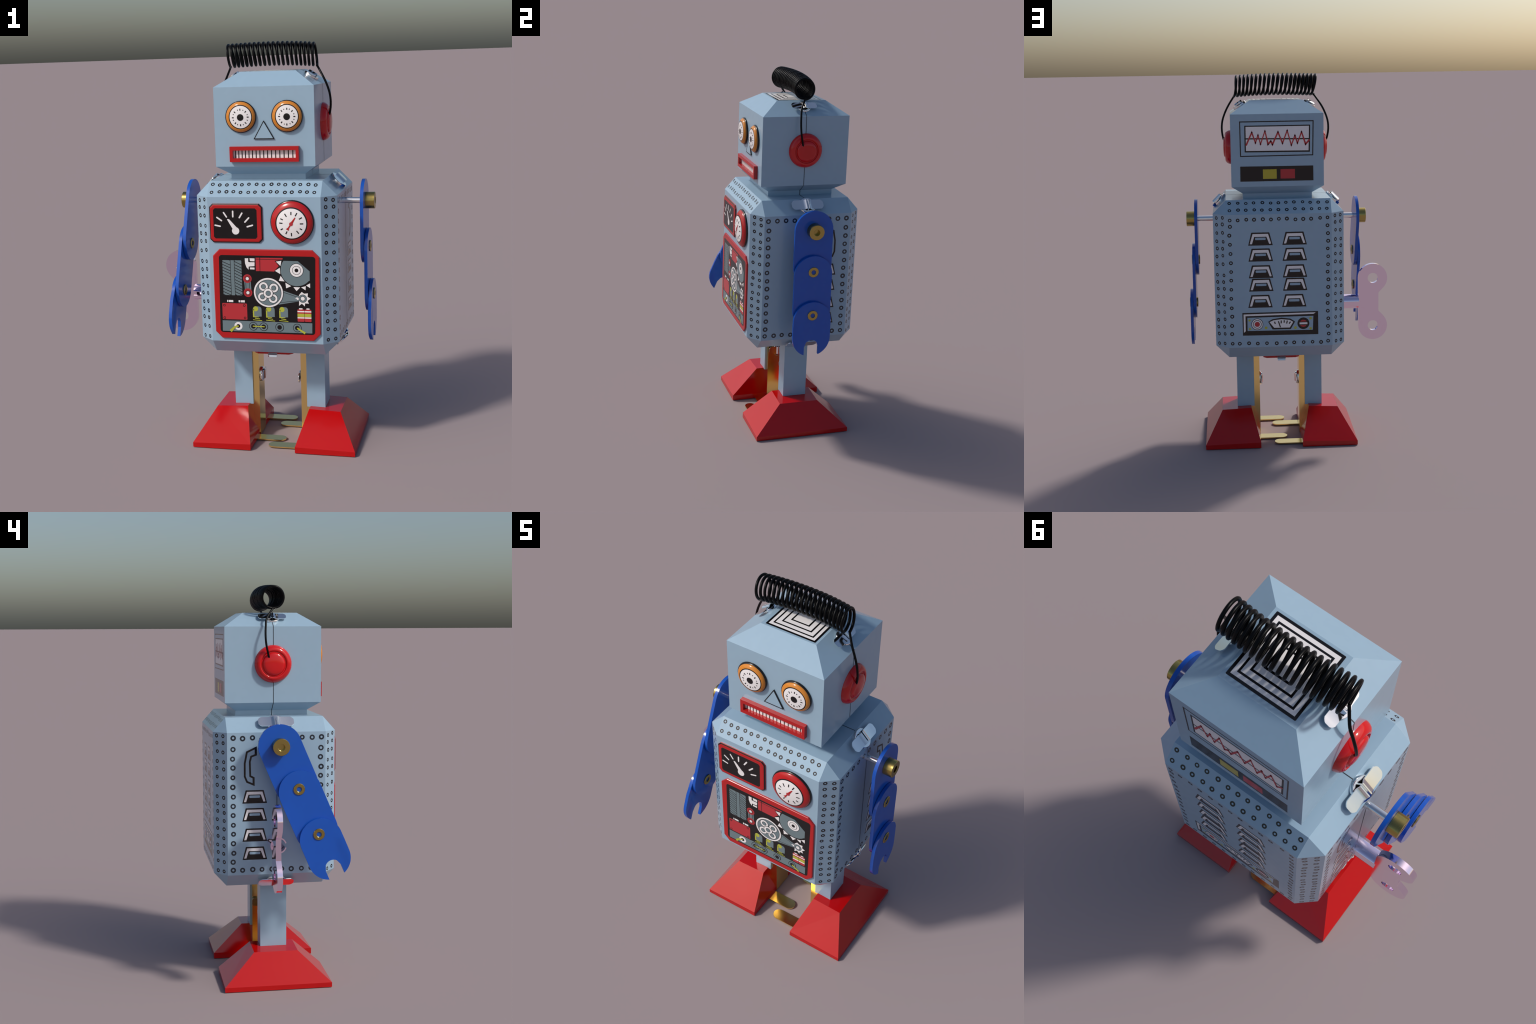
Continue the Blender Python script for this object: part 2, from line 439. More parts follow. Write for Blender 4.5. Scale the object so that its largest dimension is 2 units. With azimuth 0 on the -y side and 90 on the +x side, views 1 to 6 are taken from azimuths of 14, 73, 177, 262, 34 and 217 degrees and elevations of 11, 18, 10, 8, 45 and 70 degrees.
def on_dome(b, fr, cx, cz, dome, poly, mat, lift=0.0007):
    """Lay a small polygon on a dome (fan from its centre, edges subdivided)."""
    n = len(poly); gx = sum(p[0] for p in poly)/n; gy = sum(p[1] for p in poly)/n
    P = lambda x, y: fr.at(cx+x, cz+y, dome(math.hypot(x, y))+lift)
    if area2(poly)*fr.hand < 0: poly = list(reversed(poly))
    for i in range(n):
        a, c = poly[i], poly[(i+1) % n]
        b.face([P(gx, gy), P(*a), P(*c)], mat)
def tick(ang, r0, r1, w):
    c, s = math.cos(ang), math.sin(ang)
    return [(r0*c-s*w/2, r0*s+c*w/2), (r0*c+s*w/2, r0*s-c*w/2), (r1*c+s*w/2, r1*s-c*w/2), (r1*c-s*w/2, r1*s+c*w/2)]

DX, DZ = 0.1968, 1.1652
dial, dome = domed("dial", FRONT, DX, DZ, (0.1042, 0.0706, 0.0766, 0.0357, 0.0095, 0.0095, 0.0042), BRIGHT, robot, (0.0010, -0.0026))
b = Builder()
for i, (a, r0, r1) in enumerate(((90, .041, .056), (61, .041, .058), (30, .043, .059), (0, .041, .057), (-29, .046, .058), (-53, .041, .058),
                                 (-90, .043, .059), (-119, .041, .056), (-150, .046, .059), (-183, .041, .057), (-205, .043, .056), (-237, .039, .056))):
    on_dome(b, FRONT, DX+0.0012, DZ-0.0028, dome, tick(math.radians(a), r0, r1, 0.0052), BLACK)
put("dial_ticks", b.mesh("dial_ticks"), dial)
b = Builder()
on_dome(b, FRONT, DX+0.0012, DZ-0.0035, dome, circle(0, 0, 0.0088, 16), RED, 0.0016)
a = math.radians(56.5)
for r0, w0, r1, w1 in ((0.006, 0.0110, 0.036, 0.0045), (-0.005, 0.006, -0.026, 0.0065), (-0.024, 0.0075, -0.034, 0.0150)):
    c, s = math.cos(a), math.sin(a)
    on_dome(b, FRONT, DX+0.0012, DZ-0.0035, dome, [(r0*c-s*w0/2, r0*s+c*w0/2), (r0*c+s*w0/2, r0*s-c*w0/2), (r1*c+s*w1/2, r1*s-c*w1/2), (r1*c-s*w1/2, r1*s+c*w1/2)], BRIGHT, 0.0012)
put("needle", b.mesh("needle"), dial)

# ------------------------------------------------------------------ eyes, nose, mouth
for ex in (-0.1110, 0.1110):
    X, Z = CX+ex+0.0003, 1.6535
    eye, dome = domed("eye", FACE, X, Z, (0.0748, 0.0522, 0.0568, 0.0283, 0.0048, 0.0105, 0.0042), ORANGE, head, (0.0044, 0.0003))
    b = Builder()
    on_dome(b, FACE, X+0.0044, Z-0.0012, dome, circle(0, 0, 0.0158, 24), BLACK)
    put("pupil", b.mesh("pupil"), eye)
    b = Builder()
    for i in range(16):
        a = math.pi/2 - i*math.pi/8 + random.uniform(-0.05, 0.05); lng = (i % 2 == 0)
        h = 0.0046 if lng else random.uniform(0.0018, 0.0030)
        on_dome(b, FACE, X+0.0044, Z-0.0010, dome, tick(a, 0.0360-h, 0.0360+h, 0.0048 if lng else 0.0036), BLACK)
    put("iris_ticks", b.mesh("iris_ticks"), eye)

b = Builder()
tri = [(0.0103, 1.5490), (0.1085, 1.5490), (0.0596, 1.6345)]
slab(b, FACE, tri, 0, 0.0060, TIN, side=BLACK)
me = b.mesh("nose"); nose = put("nose", me, head)
b = Builder()
NF = Frame(FACE.at(0, 0, 0.0060), FACE.u, FACE.v, FACE.n)
g = (0.0594, 1.5775)
stroke(b, NF, [(p[0]+(g[0]-p[0])*0.045, p[1]+(g[1]-p[1])*0.045) for p in tri], 0.0040, BLACK, 1, True)
put("nose_outline", b.mesh("nose_outline"), nose)

b = Builder()
mx0, mx1, mz0, mz1 = -0.1066, 0.2258, 1.4430, 1.5155
hx0, hx1, hz0, hz1 = -0.0918, 0.2118, 1.4605, 1.4975
D = 0.0205
O = rect(mx0, mz0, mx1, mz1); I = rect(hx0, hz0, hx1, hz1)
rows = [[FACE.at(x, z, 0) for x, z in O], [FACE.at(x, z, D) for x, z in O], [FACE.at(x, z, D) for x, z in I], [FACE.at(x, z, 0.001) for x, z in I]]
b.grid(rows, BRIGHT, close=True)
me = b.mesh("mouth"); recalc(me); mouth = put("mouth", me, head)
b = Builder()
mark(b, FACE, I, BLACK, 2)
put("gullet", b.mesh("gullet"), mouth)
# seventeen teeth, slightly wider to one side
gaps = [hx0 + 0.0098 + 0.0141*i + 0.00032*i*(i-1)/1.0 for i in range(16)]
gaps = [-0.0817 + 0.01560*i + 0.000190*i*i for i in range(16)]
edges = [hx0] + gaps + [hx1]
for i in range(17):
    x0 = edges[i] + (0.0027 if i else 0.0); x1 = edges[i+1] - (0.0027 if i < 16 else 0.0)
    b = Builder(); slab(b, FACE, rect(x0, hz0, x1, hz1), 0.0, 0.0032, WHITE, back=False)
    put("tooth", b.mesh("tooth"), mouth)

# ------------------------------------------------------------------ printed oscilloscope on the back of the head
b = Builder()
stroke(b, NAPE, [(0.2510, 1.7538), (-0.1274, 1.7538), (-0.1236, 1.5788), (0.2500, 1.5772)], 0.0055, BLACK, 1, True)
mark(b, NAPE, [(0.2280, 1.7342), (-0.1122, 1.7342), (-0.1092, 1.5945), (0.2282, 1.5975)], BLACK, 1)
mark(b, NAPE, [(0.2213, 1.7282), (-0.1054, 1.7282), (-0.1022, 1.6024), (0.2213, 1.6048)], WHITE, 2)
stroke(b, NAPE, [(0.2220, 1.6672), (-0.1070, 1.6622)], 0.0065, BLACK, 3)
wave = [(0.2205, 1.6330), (0.1897, 1.6990), (0.1718, 1.6455), (0.1580, 1.6850), (0.1458, 1.6385), (0.1219, 1.7050), (0.1071, 1.6370), (0.0925, 1.6530), (0.0842, 1.6355),
        (0.0547, 1.6990), (0.0322, 1.6410), (0.0072, 1.7060), (-0.0132, 1.6310), (-0.0325, 1.6800), (-0.0450, 1.6410), (-0.0668, 1.6975), (-0.0871, 1.6345), (-0.1080, 1.6582)]
stroke(b, NAPE, wave, 0.0086, RED, 4)
for p in wave[1:-1]: disc(b, NAPE, p[0], p[1], 0.0043, RED, 4, 12)
put("printed_oscilloscope", b.mesh("printed_oscilloscope"), head)
b = Builder()
mark(b, NAPE, [(0.2532, 1.5247), (-0.1260, 1.5235), (-0.1263, 1.4462), (0.2537, 1.4464)], BLACK, 1)
mark(b, NAPE, rect(0.1360, 1.4586, 0.0645, 1.5080), GOLD, 2)
mark(b, NAPE, rect(0.0448, 1.4586, -0.0302, 1.5076), RED, 2)
put("printed_lamp_bar", b.mesh("printed_lamp_bar"), head)

# printed nested squares on the crown
b = Builder()
px, py = 0.0627, 0.0147
for i, (h, m) in enumerate(((0.1225, BLACK), (0.1125, WHITE), (0.0992, BLACK), (0.0918, WHITE), (0.0735, BLACK), (0.0660, WHITE), (0.0458, BLACK), (0.0382, WHITE))):
    mark(b, CROWN, rect(px-h, py-h, px+h, py+h, 0.003 if i == 0 else 0), m, i+1)
put("printed_squares", b.mesh("printed_squares"), head)

# ------------------------------------------------------------------ machine panel
MP = (-0.1938, 0.5935, 0.3222, 1.0330)
b = Builder()
stepped(b, FRONT, MP, 0.0325, [(0, 0, BRIGHT), (0, 0.0074, BRIGHT), (0.0012, 0.0090, BRIGHT), (0.0035, 0.0098, BRIGHT)])
me = b.mesh("machine_panel"); recalc(me); panel = put("machine_panel", me, robot)
MF = Frame(FRONT.at(0, 0, 0.0098), FRONT.u, FRONT.v, FRONT.n)
def printed(name, fn):
    b = Builder(); fn(b); return put(name, b.mesh(name), panel)

def backdrop(b):
    q = []
    r = 0.0145
    for cx, cz, a in ((0.2820, 0.6375, -90), (0.2900, 0.9885, 0), (-0.1497, 0.9905, 90), (-0.1552, 0.6375, 180)):
        q += circle(cx, cz, r, 5, a, a+90)
    mark(b, MF, q, BLACK, 1)
printed("panel_backdrop", backdrop)

def roller(b):
    for x0, x1, tilt in ((-0.1478, -0.1100, 0), (-0.0880, -0.0537, 0)):
        mark(b, MF, rect(x0, 0.8085, x1, 0.9800, 0.004), GREY, 2)
        n = 12
        for i in range(n):
            z = 0.9745 - i*0.0148 + random.uniform(-0.0015, 0.0015)
            p, q = [x0, z], [x1, z-0.0165]
            if q[1] < 0.809: q = [x0+(x1-x0)*(z-0.809)/0.0165, 0.809]
            if p[1] > 0.811: stroke(b, MF, [p, q], 0.0030, BLACK, 3)
    mark(b, MF, rect(-0.1075, 0.8082, -0.0905, 0.9800), GREY, 2)
printed("printed_roller", roller)

def piston(b):
    mark(b, MF, [(-0.0365, 0.9905), (-0.0192, 0.9908), (-0.0199, 0.9731), (-0.0130, 0.9715), (0.0110, 0.9719), (0.0104, 0.9531), (-0.0182, 0.9509), (-0.0195, 0.9355), (-0.0294, 0.9473), (-0.0356, 0.9659)], WHITE, 2)
    mark(b, MF, [(-0.0130, 0.9909), (0.0117, 0.9906), (0.0112, 0.9763), (-0.0111, 0.9773)], WHITE, 2)
    mark(b, MF, [(-0.0122, 0.9466), (0.0102, 0.9463), (0.0099, 0.9367), (-0.0125, 0.9373)], WHITE, 2)
    mark(b, MF, [(0.0169, 0.9941), (0.0358, 0.9944), (0.0354, 0.9297), (0.0165, 0.9293)], RED, 2)
    mark(b, MF, [(0.0393, 0.9945), (0.1481, 0.9946), (0.1475, 0.9880), (0.1090, 0.9805), (0.1283, 0.9553), (0.1090, 0.9345), (0.1061, 0.9287), (0.0378, 0.9297)], RED, 2)
    stroke(b, MF, [(0.0165, 0.9878), (0.1478, 0.9860)], 0.0022, BLACK, 3)
printed("printed_piston", piston)

def belt(b):
    mark(b, MF, [(-0.0435, 0.8850), (-0.0110, 0.8850), (-0.0089, 0.8300), (-0.0401, 0.8300)], GREY, 2)
    stroke(b, MF, [(-0.0350, 0.8850), (-0.0350, 0.8300)], 0.0022, BLACK, 3)
    stroke(b, MF, [(-0.0170, 0.8850), (-0.0200, 0.8300)], 0.0022, BLACK, 3)
    for x, z in ((-0.0268, 0.8917), (-0.0260, 0.8228)):
        for r, m, l in ((0.0212, RED, 4), (0.0150, BLACK, 5), (0.0136, RED, 6), (0.0105, BLACK, 7), (0.0078, WHITE, 8)): disc(b, MF, x, z, r, m, l, 22)
printed("printed_belt", belt)

def cover(b):
    mark(b, MF, rect(-0.1565, 0.6882, -0.0333, 0.7685, 0.004), RED, 2)
    for x, z in ((-0.1455, 0.7577), (-0.0470, 0.7587), (-0.1462, 0.6955), (-0.0450, 0.6972)): ring(b, MF, x, z, 0.0062, 0.0036, BLACK, 3, 14)
    for x0, x1 in ((-0.1312, -0.1258), (-0.1227, -0.1008), (-0.0742, -0.0662), (-0.0632, -0.0435)): mark(b, MF, rect(x0, 0.7740, x1, 0.7840), WHITE, 2)
printed("printed_cover_plate", cover)

def cone(b):
    mark(b, MF, [(0.1400, 0.8390), (0.2300, 0.8090), (0.2320, 0.7880), (0.1200, 0.7672)], GREY, 2)
    stroke(b, MF, [(0.1440, 0.8300), (0.2250, 0.8035)], 0.0020, BLACK, 3)
    stroke(b, MF, [(0.1250, 0.7780), (0.2250, 0.7885)], 0.0020, BLACK, 3)
    mark(b, MF, [(0.2022, 0.7995), (0.2110, 0.8020), (0.2090, 0.8065), (0.2280, 0.8030), (0.2280, 0.7960), (0.2110, 0.7925), (0.2130, 0.7970)], WHITE, 3)
printed("printed_drive_belt", cone)

def wheel(b):
    x, z = 0.0745, 0.8257
    for r, m, l in ((0.0740, BLACK, 4), (0.0712, WHITE, 5), (0.0632, BLACK, 6), (0.0612, GREY, 7)): disc(b, MF, x, z, r, m, l, 48)
    for lx, lz in ((0.0512, 0.8547), (0.1014, 0.8490), (0.0451, 0.8046), (0.0964, 0.7974)):
        disc(b, MF, lx, lz, 0.0238, BLACK, 8, 24); disc(b, MF, lx, lz, 0.0216, WHITE, 9, 24); disc(b, MF, lx, lz, 0.0122, BLACK, 10, 20); disc(b, MF, lx, lz, 0.0100, GREY, 11, 20)
    for r, m, l in ((0.0248, BLACK, 12), (0.0225, WHITE, 13), (0.0130, BLACK, 14), (0.0110, GREY, 15)): disc(b, MF, 0.0739, 0.8226, r, m, l, 24)
printed("printed_flywheel", wheel)

def saw(b):
    x, z, r = 0.2134, 0.9366, 0.0762
    a0, a1 = 144.0, 318.0
    body = circle(x, z, r, 30, a0, a1) + [(0.2755, 0.8880), (0.2761, 0.9327), (0.2209, 0.9806)]
    mark(b, MF, body, GREY, 4)
    for R, m, l in ((0.0335, BLACK, 5), (0.0312, WHITE, 6), (0.0212, BLACK, 7), (0.0190, WHITE, 8), (0.0092, BLACK, 9)): disc(b, MF, x, z, R, m, l, 28)
    for t in (((0.1154, 0.9771), (0.1420, 0.9816), (0.1368, 0.9561)), ((0.1096, 0.9322), (0.1332, 0.9479), (0.1351, 0.9170)), ((0.1365, 0.9089), (0.1270, 0.8845), (0.1545, 0.8817)),
              ((0.1584, 0.8760), (0.1861, 0.8596), (0.1617, 0.8487)), ((0.1968, 0.8554), (0.2289, 0.8548), (0.2116, 0.8363)), ((0.2340, 0.8549), (0.2561, 0.8612), (0.2546, 0.8414)), ((0.2578, 0.8646), (0.2772, 0.8753), (0.2770, 0.8525))):
        c = (sum(p[0] for p in t)/3, sum(p[1] for p in t)/3)
        mark(b, MF, [(c[0]+(p[0]-c[0])*1.14, c[1]+(p[1]-c[1])*1.14) for p in t], BLACK, 3)
        mark(b, MF, t, WHITE, 5)
printed("printed_saw_wheel", saw)

def cog(b):
    x, z = 0.2405, 0.8003
    pts = []
    for k, (tx, tz) in enumerate(((0.2358, 0.8325), (0.2654, 0.8267), (0.2783, 0.8015), (0.2693, 0.7763), (0.2494, 0.7631), (0.2217, 0.7647))):
        pts.append((tx, tz))
        a = math.atan2(tz-z, tx-x)
        if k < 5: pts.append((x+0.0250*math.cos(a-math.radians(25)), z+0.0250*math.sin(a-math.radians(25))))
    pts += [(0.2225, 0.7790), (0.2225, 0.8170)]
    mark(b, MF, pts, WHITE, 4)
    for r, m, l in ((0.0200, BLACK, 5), (0.0182, GREY, 6), (0.0118, BLACK, 7), (0.0096, WHITE, 8)): disc(b, MF, x, z, r, m, l, 22)
printed("printed_cog", cog)

for bx in (-0.0050, 0.0594, 0.1242):
    def bulb(b, x=bx):
        zt, zb = 0.7560, 0.7035
        mark(b, MF, [(x, zb)] + [(x+0.0425, zb+0.003)] + circle(x+0.0290, 0.7420, 0.0138, 6, 0, 90) + circle(x+0.0150, 0.7410, 0.0150, 6, 90, 180), GREY, 2)
        mark(b, MF, [(x, 0.7022), (x+0.0290, 0.7025), (x+0.0290, 0.7045), (x+0.0068, 0.7068), (x+0.0060, 0.7420), (x, 0.7420)], YELLOW, 3)
        mark(b, MF, circle(x+0.0140, 0.7440, 0.0125, 16), YELLOW, 3)
        stroke(b, MF, [(x+0.0090, 0.6978), (x+0.0335, 0.6945)], 0.0036, YELLOW, 2)
        stroke(b, MF, [(x-0.0005, 0.6895), (x+0.0435, 0.6860)], 0.0034, YELLOW, 2)
    printed("printed_bulb", bulb)

for i, (x0, x1) in enumerate(((0.2130, 0.2462), (0.2482, 0.2798))):
    def can(b, x0=x0, x1=x1):
        mark(b, MF, rect(x0, 0.6870, x1, 0.7470, 0.0035), RED, 2)
        mark(b, MF, rect(x0, 0.7105, x1, 0.7262), YELLOW, 3)
        mark(b, MF, rect(x0, 0.7335, x1, 0.7395), WHITE, 3)
        mark(b, MF, rect(x0, 0.7030, x1, 0.7090), WHITE, 3)
        mark(b, MF, rect(x0+0.0080, 0.7470, x1-0.0080, 0.7530, 0.002), WHITE, 2)
    printed("printed_can", can)

def jackbar(b):
    mark(b, MF, [(-0.1578, 0.6820), (0.2834, 0.6808), (0.2823, 0.6308), (-0.1583, 0.6294)], GREY, 2)
    disc(b, MF, -0.0795, 0.6557, 0.0200, WHITE, 3); disc(b, MF, -0.0798, 0.6557, 0.0096, BLACK, 4)
    mark(b, MF, rect(0.0100, 0.6490, 0.0320, 0.6640), BLACK, 3); mark(b, MF, rect(0.0080, 0.6512, 0.0340, 0.6618), GREY, 4)
    for x, z in ((-0.0052, 0.6570), (0.0462, 0.6564), (0.1243, 0.6560), (0.2105, 0.6556)):
        disc(b, MF, x, z, 0.0208, BLACK, 5); disc(b, MF, x, z, 0.0182, GREY, 6); disc(b, MF, x, z, 0.0112, BLACK, 7)
    stroke(b, MF, [(-0.0782, 0.6562), (-0.0900, 0.6540), (-0.1030, 0.6460), (-0.1190, 0.6292)], [0.0075, 0.0085, 0.0105, 0.0140], YELLOW, 8)
    stroke(b, MF, [(-0.0075, 0.6578), (0.0508, 0.6566)], 0.0052, YELLOW, 8)
    stroke(b, MF, [(0.2105, 0.6556), (0.2270, 0.6440), (0.2490, 0.6305)], [0.0075, 0.0085, 0.0110], YELLOW, 8)
printed("printed_jack_bar", jackbar)

# ------------------------------------------------------------------ ears
for s in (-1, 1):
    fr = Frame((CX+s*HH, CY, 1.6100), (0, 1, 0), (0, 0, 1), (s, 0, 0))
    prof = [(0.0, 0.0400), (0.015, 0.0398), (0.030, 0.0390), (0.042, 0.0374), (0.050, 0.0350), (0.0545, 0.0310), (0.0560, 0.0255), (0.0580, 0.0238), (0.0612, 0.0236),
            (0.0628, 0.0250), (0.0638, 0.0282), (0.0660, 0.0297), (0.0720, 0.0292), (0.0785, 0.0262), (0.0845, 0.0208), (0.0890, 0.0135), (0.0918, 0.0060), (0.0926, 0.0)]
    b = Builder(); lathe(b, fr, 0, 0, prof, [EARRED]*(len(prof)-1), 56)
    me = b.mesh("ear", 50); recalc(me); put("ear", me, robot)

# ------------------------------------------------------------------ coil-spring headset
TURNS, SEG, RC, RW = 20, 40, 0.0527, 0.0066
X0, X1 = -0.1630, 0.2740
b = Builder()
path = []
for i in range(TURNS*SEG+1):
    t = i/(TURNS*SEG); th = -math.pi/2 - 2*math.pi*TURNS*t
    x = X0+(X1-X0)*(t - 0.078*math.sin(2*math.pi*t)/(2*math.pi))   # turns a little wider apart in the middle
    q = 2*t-1
    zc = 1.9407 - 0.0085*q*q - 0.0020*q*q*q; yc = 0.0262 - 0.0130*q*q - 0.0015*q
    lean = 0.0153 - 0.0066*q - 0.0039*q*q          # turns lean over: bottoms sit further to one side
    path.append((x - 0.5*lean*math.sin(th) - 0.00525*math.cos(th), yc + RC*math.cos(th), zc + RC*math.sin(th)))
tube(b, path, RW, WIRE, 8)
coil = put("coil_spring", b.mesh("coil_spring", 60), robot)
for s in (-1, 1):
    end = Vector(path[-1] if s > 0 else path[0])
    ctrl = [end]
    ctrl += [Vector((CX+s*x, CY-s*y, z)) for x, y, z in ((0.2445, 0.0310, 1.8340), (0.2655, 0.0400, 1.7930), (0.2805, 0.0435, 1.7490), (0.2850, 0.0405, 1.7050), (0.2800, 0.0310, 1.6620), (0.2700, 0.0225, 1.6320))]
    b = Builder(); tube(b, spline(ctrl, 10), 0.0053, WIRE, 10, 0.6)
    put("headset_wire", b.mesh("headset_wire", 60), coil)

# ------------------------------------------------------------------ split-pin fasteners
H = 1.22
def fastener_mesh():
    """Domed washer with two flat prongs folded outwards (shoulder size)."""
    b = Builder(); fr = Frame((0, 0, 0), (1, 0, 0), (0, 1, 0))
    prof = [(r, d*H) for r, d in ((0.0, 0.0122), (0.030, 0.0121), (0.0440, 0.0118), (0.0465, 0.0100), (0.0478, 0.0060), (0.0478, 0.0))]
    lathe(b, fr, 0, 0, prof, [CHROME]*(len(prof)-1), 36)
    for s in (-1, 1):
        st = [(0.0030, 0.0275, 0.0238), (0.0042, 0.0275, 0.0248), (0.0085, 0.0275, 0.0246), (0.0130, 0.0275, 0.0215), (0.0190, 0.0278, 0.0184),
              (0.0250, 0.0280, 0.0174), (0.0720, 0.0280, 0.0172), (0.0800, 0.0235, 0.0170), (0.0860, 0.0165, 0.0169), (0.0885, 0.0110, 0.0168)]
        st = [(u, v, h*H) for u, v, h in st]
        for up in (1, 0):
            rows = [[(s*u, v*k, h-(0 if up else 0.0045)) for k in (-1, -0.5, 0, 0.5, 1)] for u, v, h in st]
            b.grid(rows, CHROME)
        for k in (-1, 1):
            b.grid([[(s*u, v*k, h) for u, v, h in st], [(s*u, v*k, h-0.0045) for u, v, h in st]], CHROME)
        for u, v, h in (st[-1],):
            b.face([(s*u, -v, h), (s*u, v, h), (s*u, v, h-0.0045), (s*u, -v, h-0.0045)], CHROME)
        u, v, h = st[0]
        b.face([(s*u, -v, h), (s*u, v, h), (s*u, v, 0.006), (s*u, -v, 0.006)], CHROME)
        b.face([(s*(u+0.004), -v, h-0.004), (s*(u+0.004), v, h-0.004), (s*(u+0.004), v, 0.006), (s*(u+0.004), -v, 0.006)], CHROME)
    me = b.mesh("split_pin", 35); recalc(me); return me
fm = fastener_mesh()
def fastener(o, u, n, k, parent, kv=None):
    n = Vector(n).normalized(); u = Vector(u)
    m = Frame(o, u, n.cross(u), n).matrix(k) @ Matrix.Diagonal((1, (kv or k)/k, 1, 1))
    put("split_pin", fm, parent, m)
for s in (-1, 1):
    fastener((CX+s*(HX+FX)/2-s*0.002, CY-0.001, (ZT0+ZT1)/2+0.002), (0, 1, 0), (s*(ZT0-ZT1), 0, HX-FX), 1.0, torso)
    fastener((CX+s*(HX+FX)/2, CY, (ZB0+ZB1)/2), (0, 1, 0), (s*(ZB1-ZB0), 0, -(HX-FX)), 1.0, torso)
    fastener((CX+s*(HH+TH)/2-s*0.004, CY-0.002, (ZH1+ZH2)/2+0.003), (0, 1, 0), (s*(ZH2-ZH1), 0, HH-TH), 0.79, head)
# red gearbox plate under the torso carries another one
b = Builder()
DOWN = Frame((CX-0.009, CY, 0), (1, 0, 0), (0, 1, 0), (0, 0, -1))
slab(b, DOWN, chamfered(-0.0978, -0.1500, 0.0978, 0.1500, 0.0185), -ZB0-0.001, -0.4690, FOOT)
me = b.mesh("gearbox_plate"); recalc(me)
gear = put("gearbox_plate", me, robot)
b = Builder()
for z0, z1, w in ((0.4705, 0.4785, 0.0225), (0.4600, 0.4675, 0.0210)):      # two bent strips with skyward flanks
    loft(b, [square(w, 0.172, z0, CX-0.009), square(w, 0.162, z1, CX-0.009)], CHROME)
box(b, CX-0.0250, CY-0.140, 0.4670, CX+0.0070, CY+0.140, 0.4710, CHROME)
put("clip", b.mesh("clip"), gear)

# ------------------------------------------------------------------ arms
RP = 0.1055
def stadium(z0, z1, r=RP, n=20):
    return circle(0, z0, r, n, 0, 180) + circle(0, z1, r, n, 180, 360)
def plate(name, poly, x0, x1, mat):
    fr = Frame((0, 0, 0), (0, 1, 0), (0, 0, 1), (1, 0, 0))
    b = Builder(); slab(b, fr, poly, x0, x1, mat)
    me = b.mesh(name, 40); recalc(me); return me
upper = plate("arm", stadium(0.0, -0.2045), 0.4275, 0.4437, BLUE)
fore  = plate("forearm", stadium(-0.2425, -0.4455), 0.4457, 0.4613, BLUE)
def hand_mesh(twist):
    """Stadium plate with a U notch; its long edges are pressed inwards below the wrist."""
    z0, z1, nz = -0.4965, -0.5975, -0.6490; nw = 0.0405
    def bend(y, z):
        t = min(1, max(0, (-0.490-z)/0.05)); t = t*t*(3-2*t)
        e = min(1, max(0, (-y-0.045)/0.05)); e = e*e*(3-2*e)
        return twist*t*e
    zb = lambda y: z1 - math.sqrt(max(0, RP*RP-y*y))
    zt = lambda y: z0 + math.sqrt(max(0, RP*RP-y*y))
    def notch(y): return nz + math.sqrt(max(0, nw*nw-y*y)) if abs(y) < nw else None
    ys = []
    n = 44
    for i in range(n+1): ys.append(-RP*math.cos(math.pi*i/n))
    ys = sorted(set(round(y, 6) for y in ys if abs(abs(y)-nw) > 0.004) | {-nw, nw})
    b = Builder()
    def column(y, low):
        top = zt(y); return [top + (low-top)*k/14 for k in range(15)]
    cols = []
    for y in ys:
        if abs(y) < nw-1e-6: cols.append([(y, notch(y))])
        elif abs(abs(y)-nw) < 1e-6:
            cols.append([(y, zb(y)), (y, nz)] if y < 0 else [(y, nz), (y, zb(y))])
        else: cols.append([(y, zb(y))])
    for i in range(len(ys)-1):
        ya, yb_ = ys[i], ys[i+1]
        la, lb = cols[i][-1][1], cols[i+1][0][1]
        A, B = column(ya, la), column(yb_, lb)
        for d in (0, 1):
            x = 0.4633 if d == 0 else 0.4790
            for k in range(14):
                q = [(x+bend(ya, A[k]), ya, A[k]), (x+bend(yb_, B[k]), yb_, B[k]), (x+bend(yb_, B[k+1]), yb_, B[k+1]), (x+bend(ya, A[k+1]), ya, A[k+1])]
                b.face(q, BLUE)
    me = b.mesh("hand")
    import bmesh
    bm = bmesh.new(); bm.from_mesh(me)
    bmesh.ops.remove_doubles(bm, verts=bm.verts, dist=2e-5)
    bmesh.ops.dissolve_degenerate(bm, edges=bm.edges, dist=1e-6)
    bm.verts.ensure_lookup_table()
    outer = {}; inner = {}
    for v in bm.verts:
        lvl = v.co.x - bend(v.co.y, v.co.z)
        (outer if lvl > 0.4712 else inner)[(round(v.co.y, 4), round(v.co.z, 4))] = v
    for ed in [e for e in bm.edges if e.is_boundary]:
        ka, kb = [(round(v.co.y, 4), round(v.co.z, 4)) for v in ed.verts]
        if ed.verts[0] in (outer.get(ka),) and ka in inner and kb in inner:
            bm.faces.new((ed.verts[0], ed.verts[1], inner[kb], inner[ka]))
    bmesh.ops.recalc_face_normals(bm, faces=bm.faces)
    bm.to_mesh(me); bm.free()
    me.polygons.foreach_set("use_smooth", [True]*len(me.polygons)); me.set_sharp_from_angle(angle=math.radians(40))
    return me
hand = {1: hand_mesh(-0.0025), -1: hand_mesh(0.0040)}
XF = Frame((0, 0, 0), (0, 1, 0), (0, 0, 1), (1, 0, 0))
def eyelet(name, z, r, hole, x0, x1, mat, depth=0.0):
    b = Builder()
    prof = [(hole, x1-depth), (hole, x1-0.0008), (hole+0.0012, x1), (r-0.0015, x1), (r, x1-0.0015), (r, x0+0.0015), (r-0.0015, x0), (hole+0.0012, x0), (hole, x0+0.0008), (hole, x0+max(depth, .002))]
    if depth > 0.01: prof = [(0.0, x1-depth)] + prof
    lathe(b, XF, 0, z, prof, [mat]*(len(prof)-1), 32)
    me = b.mesh(name, 25); recalc(me); return me
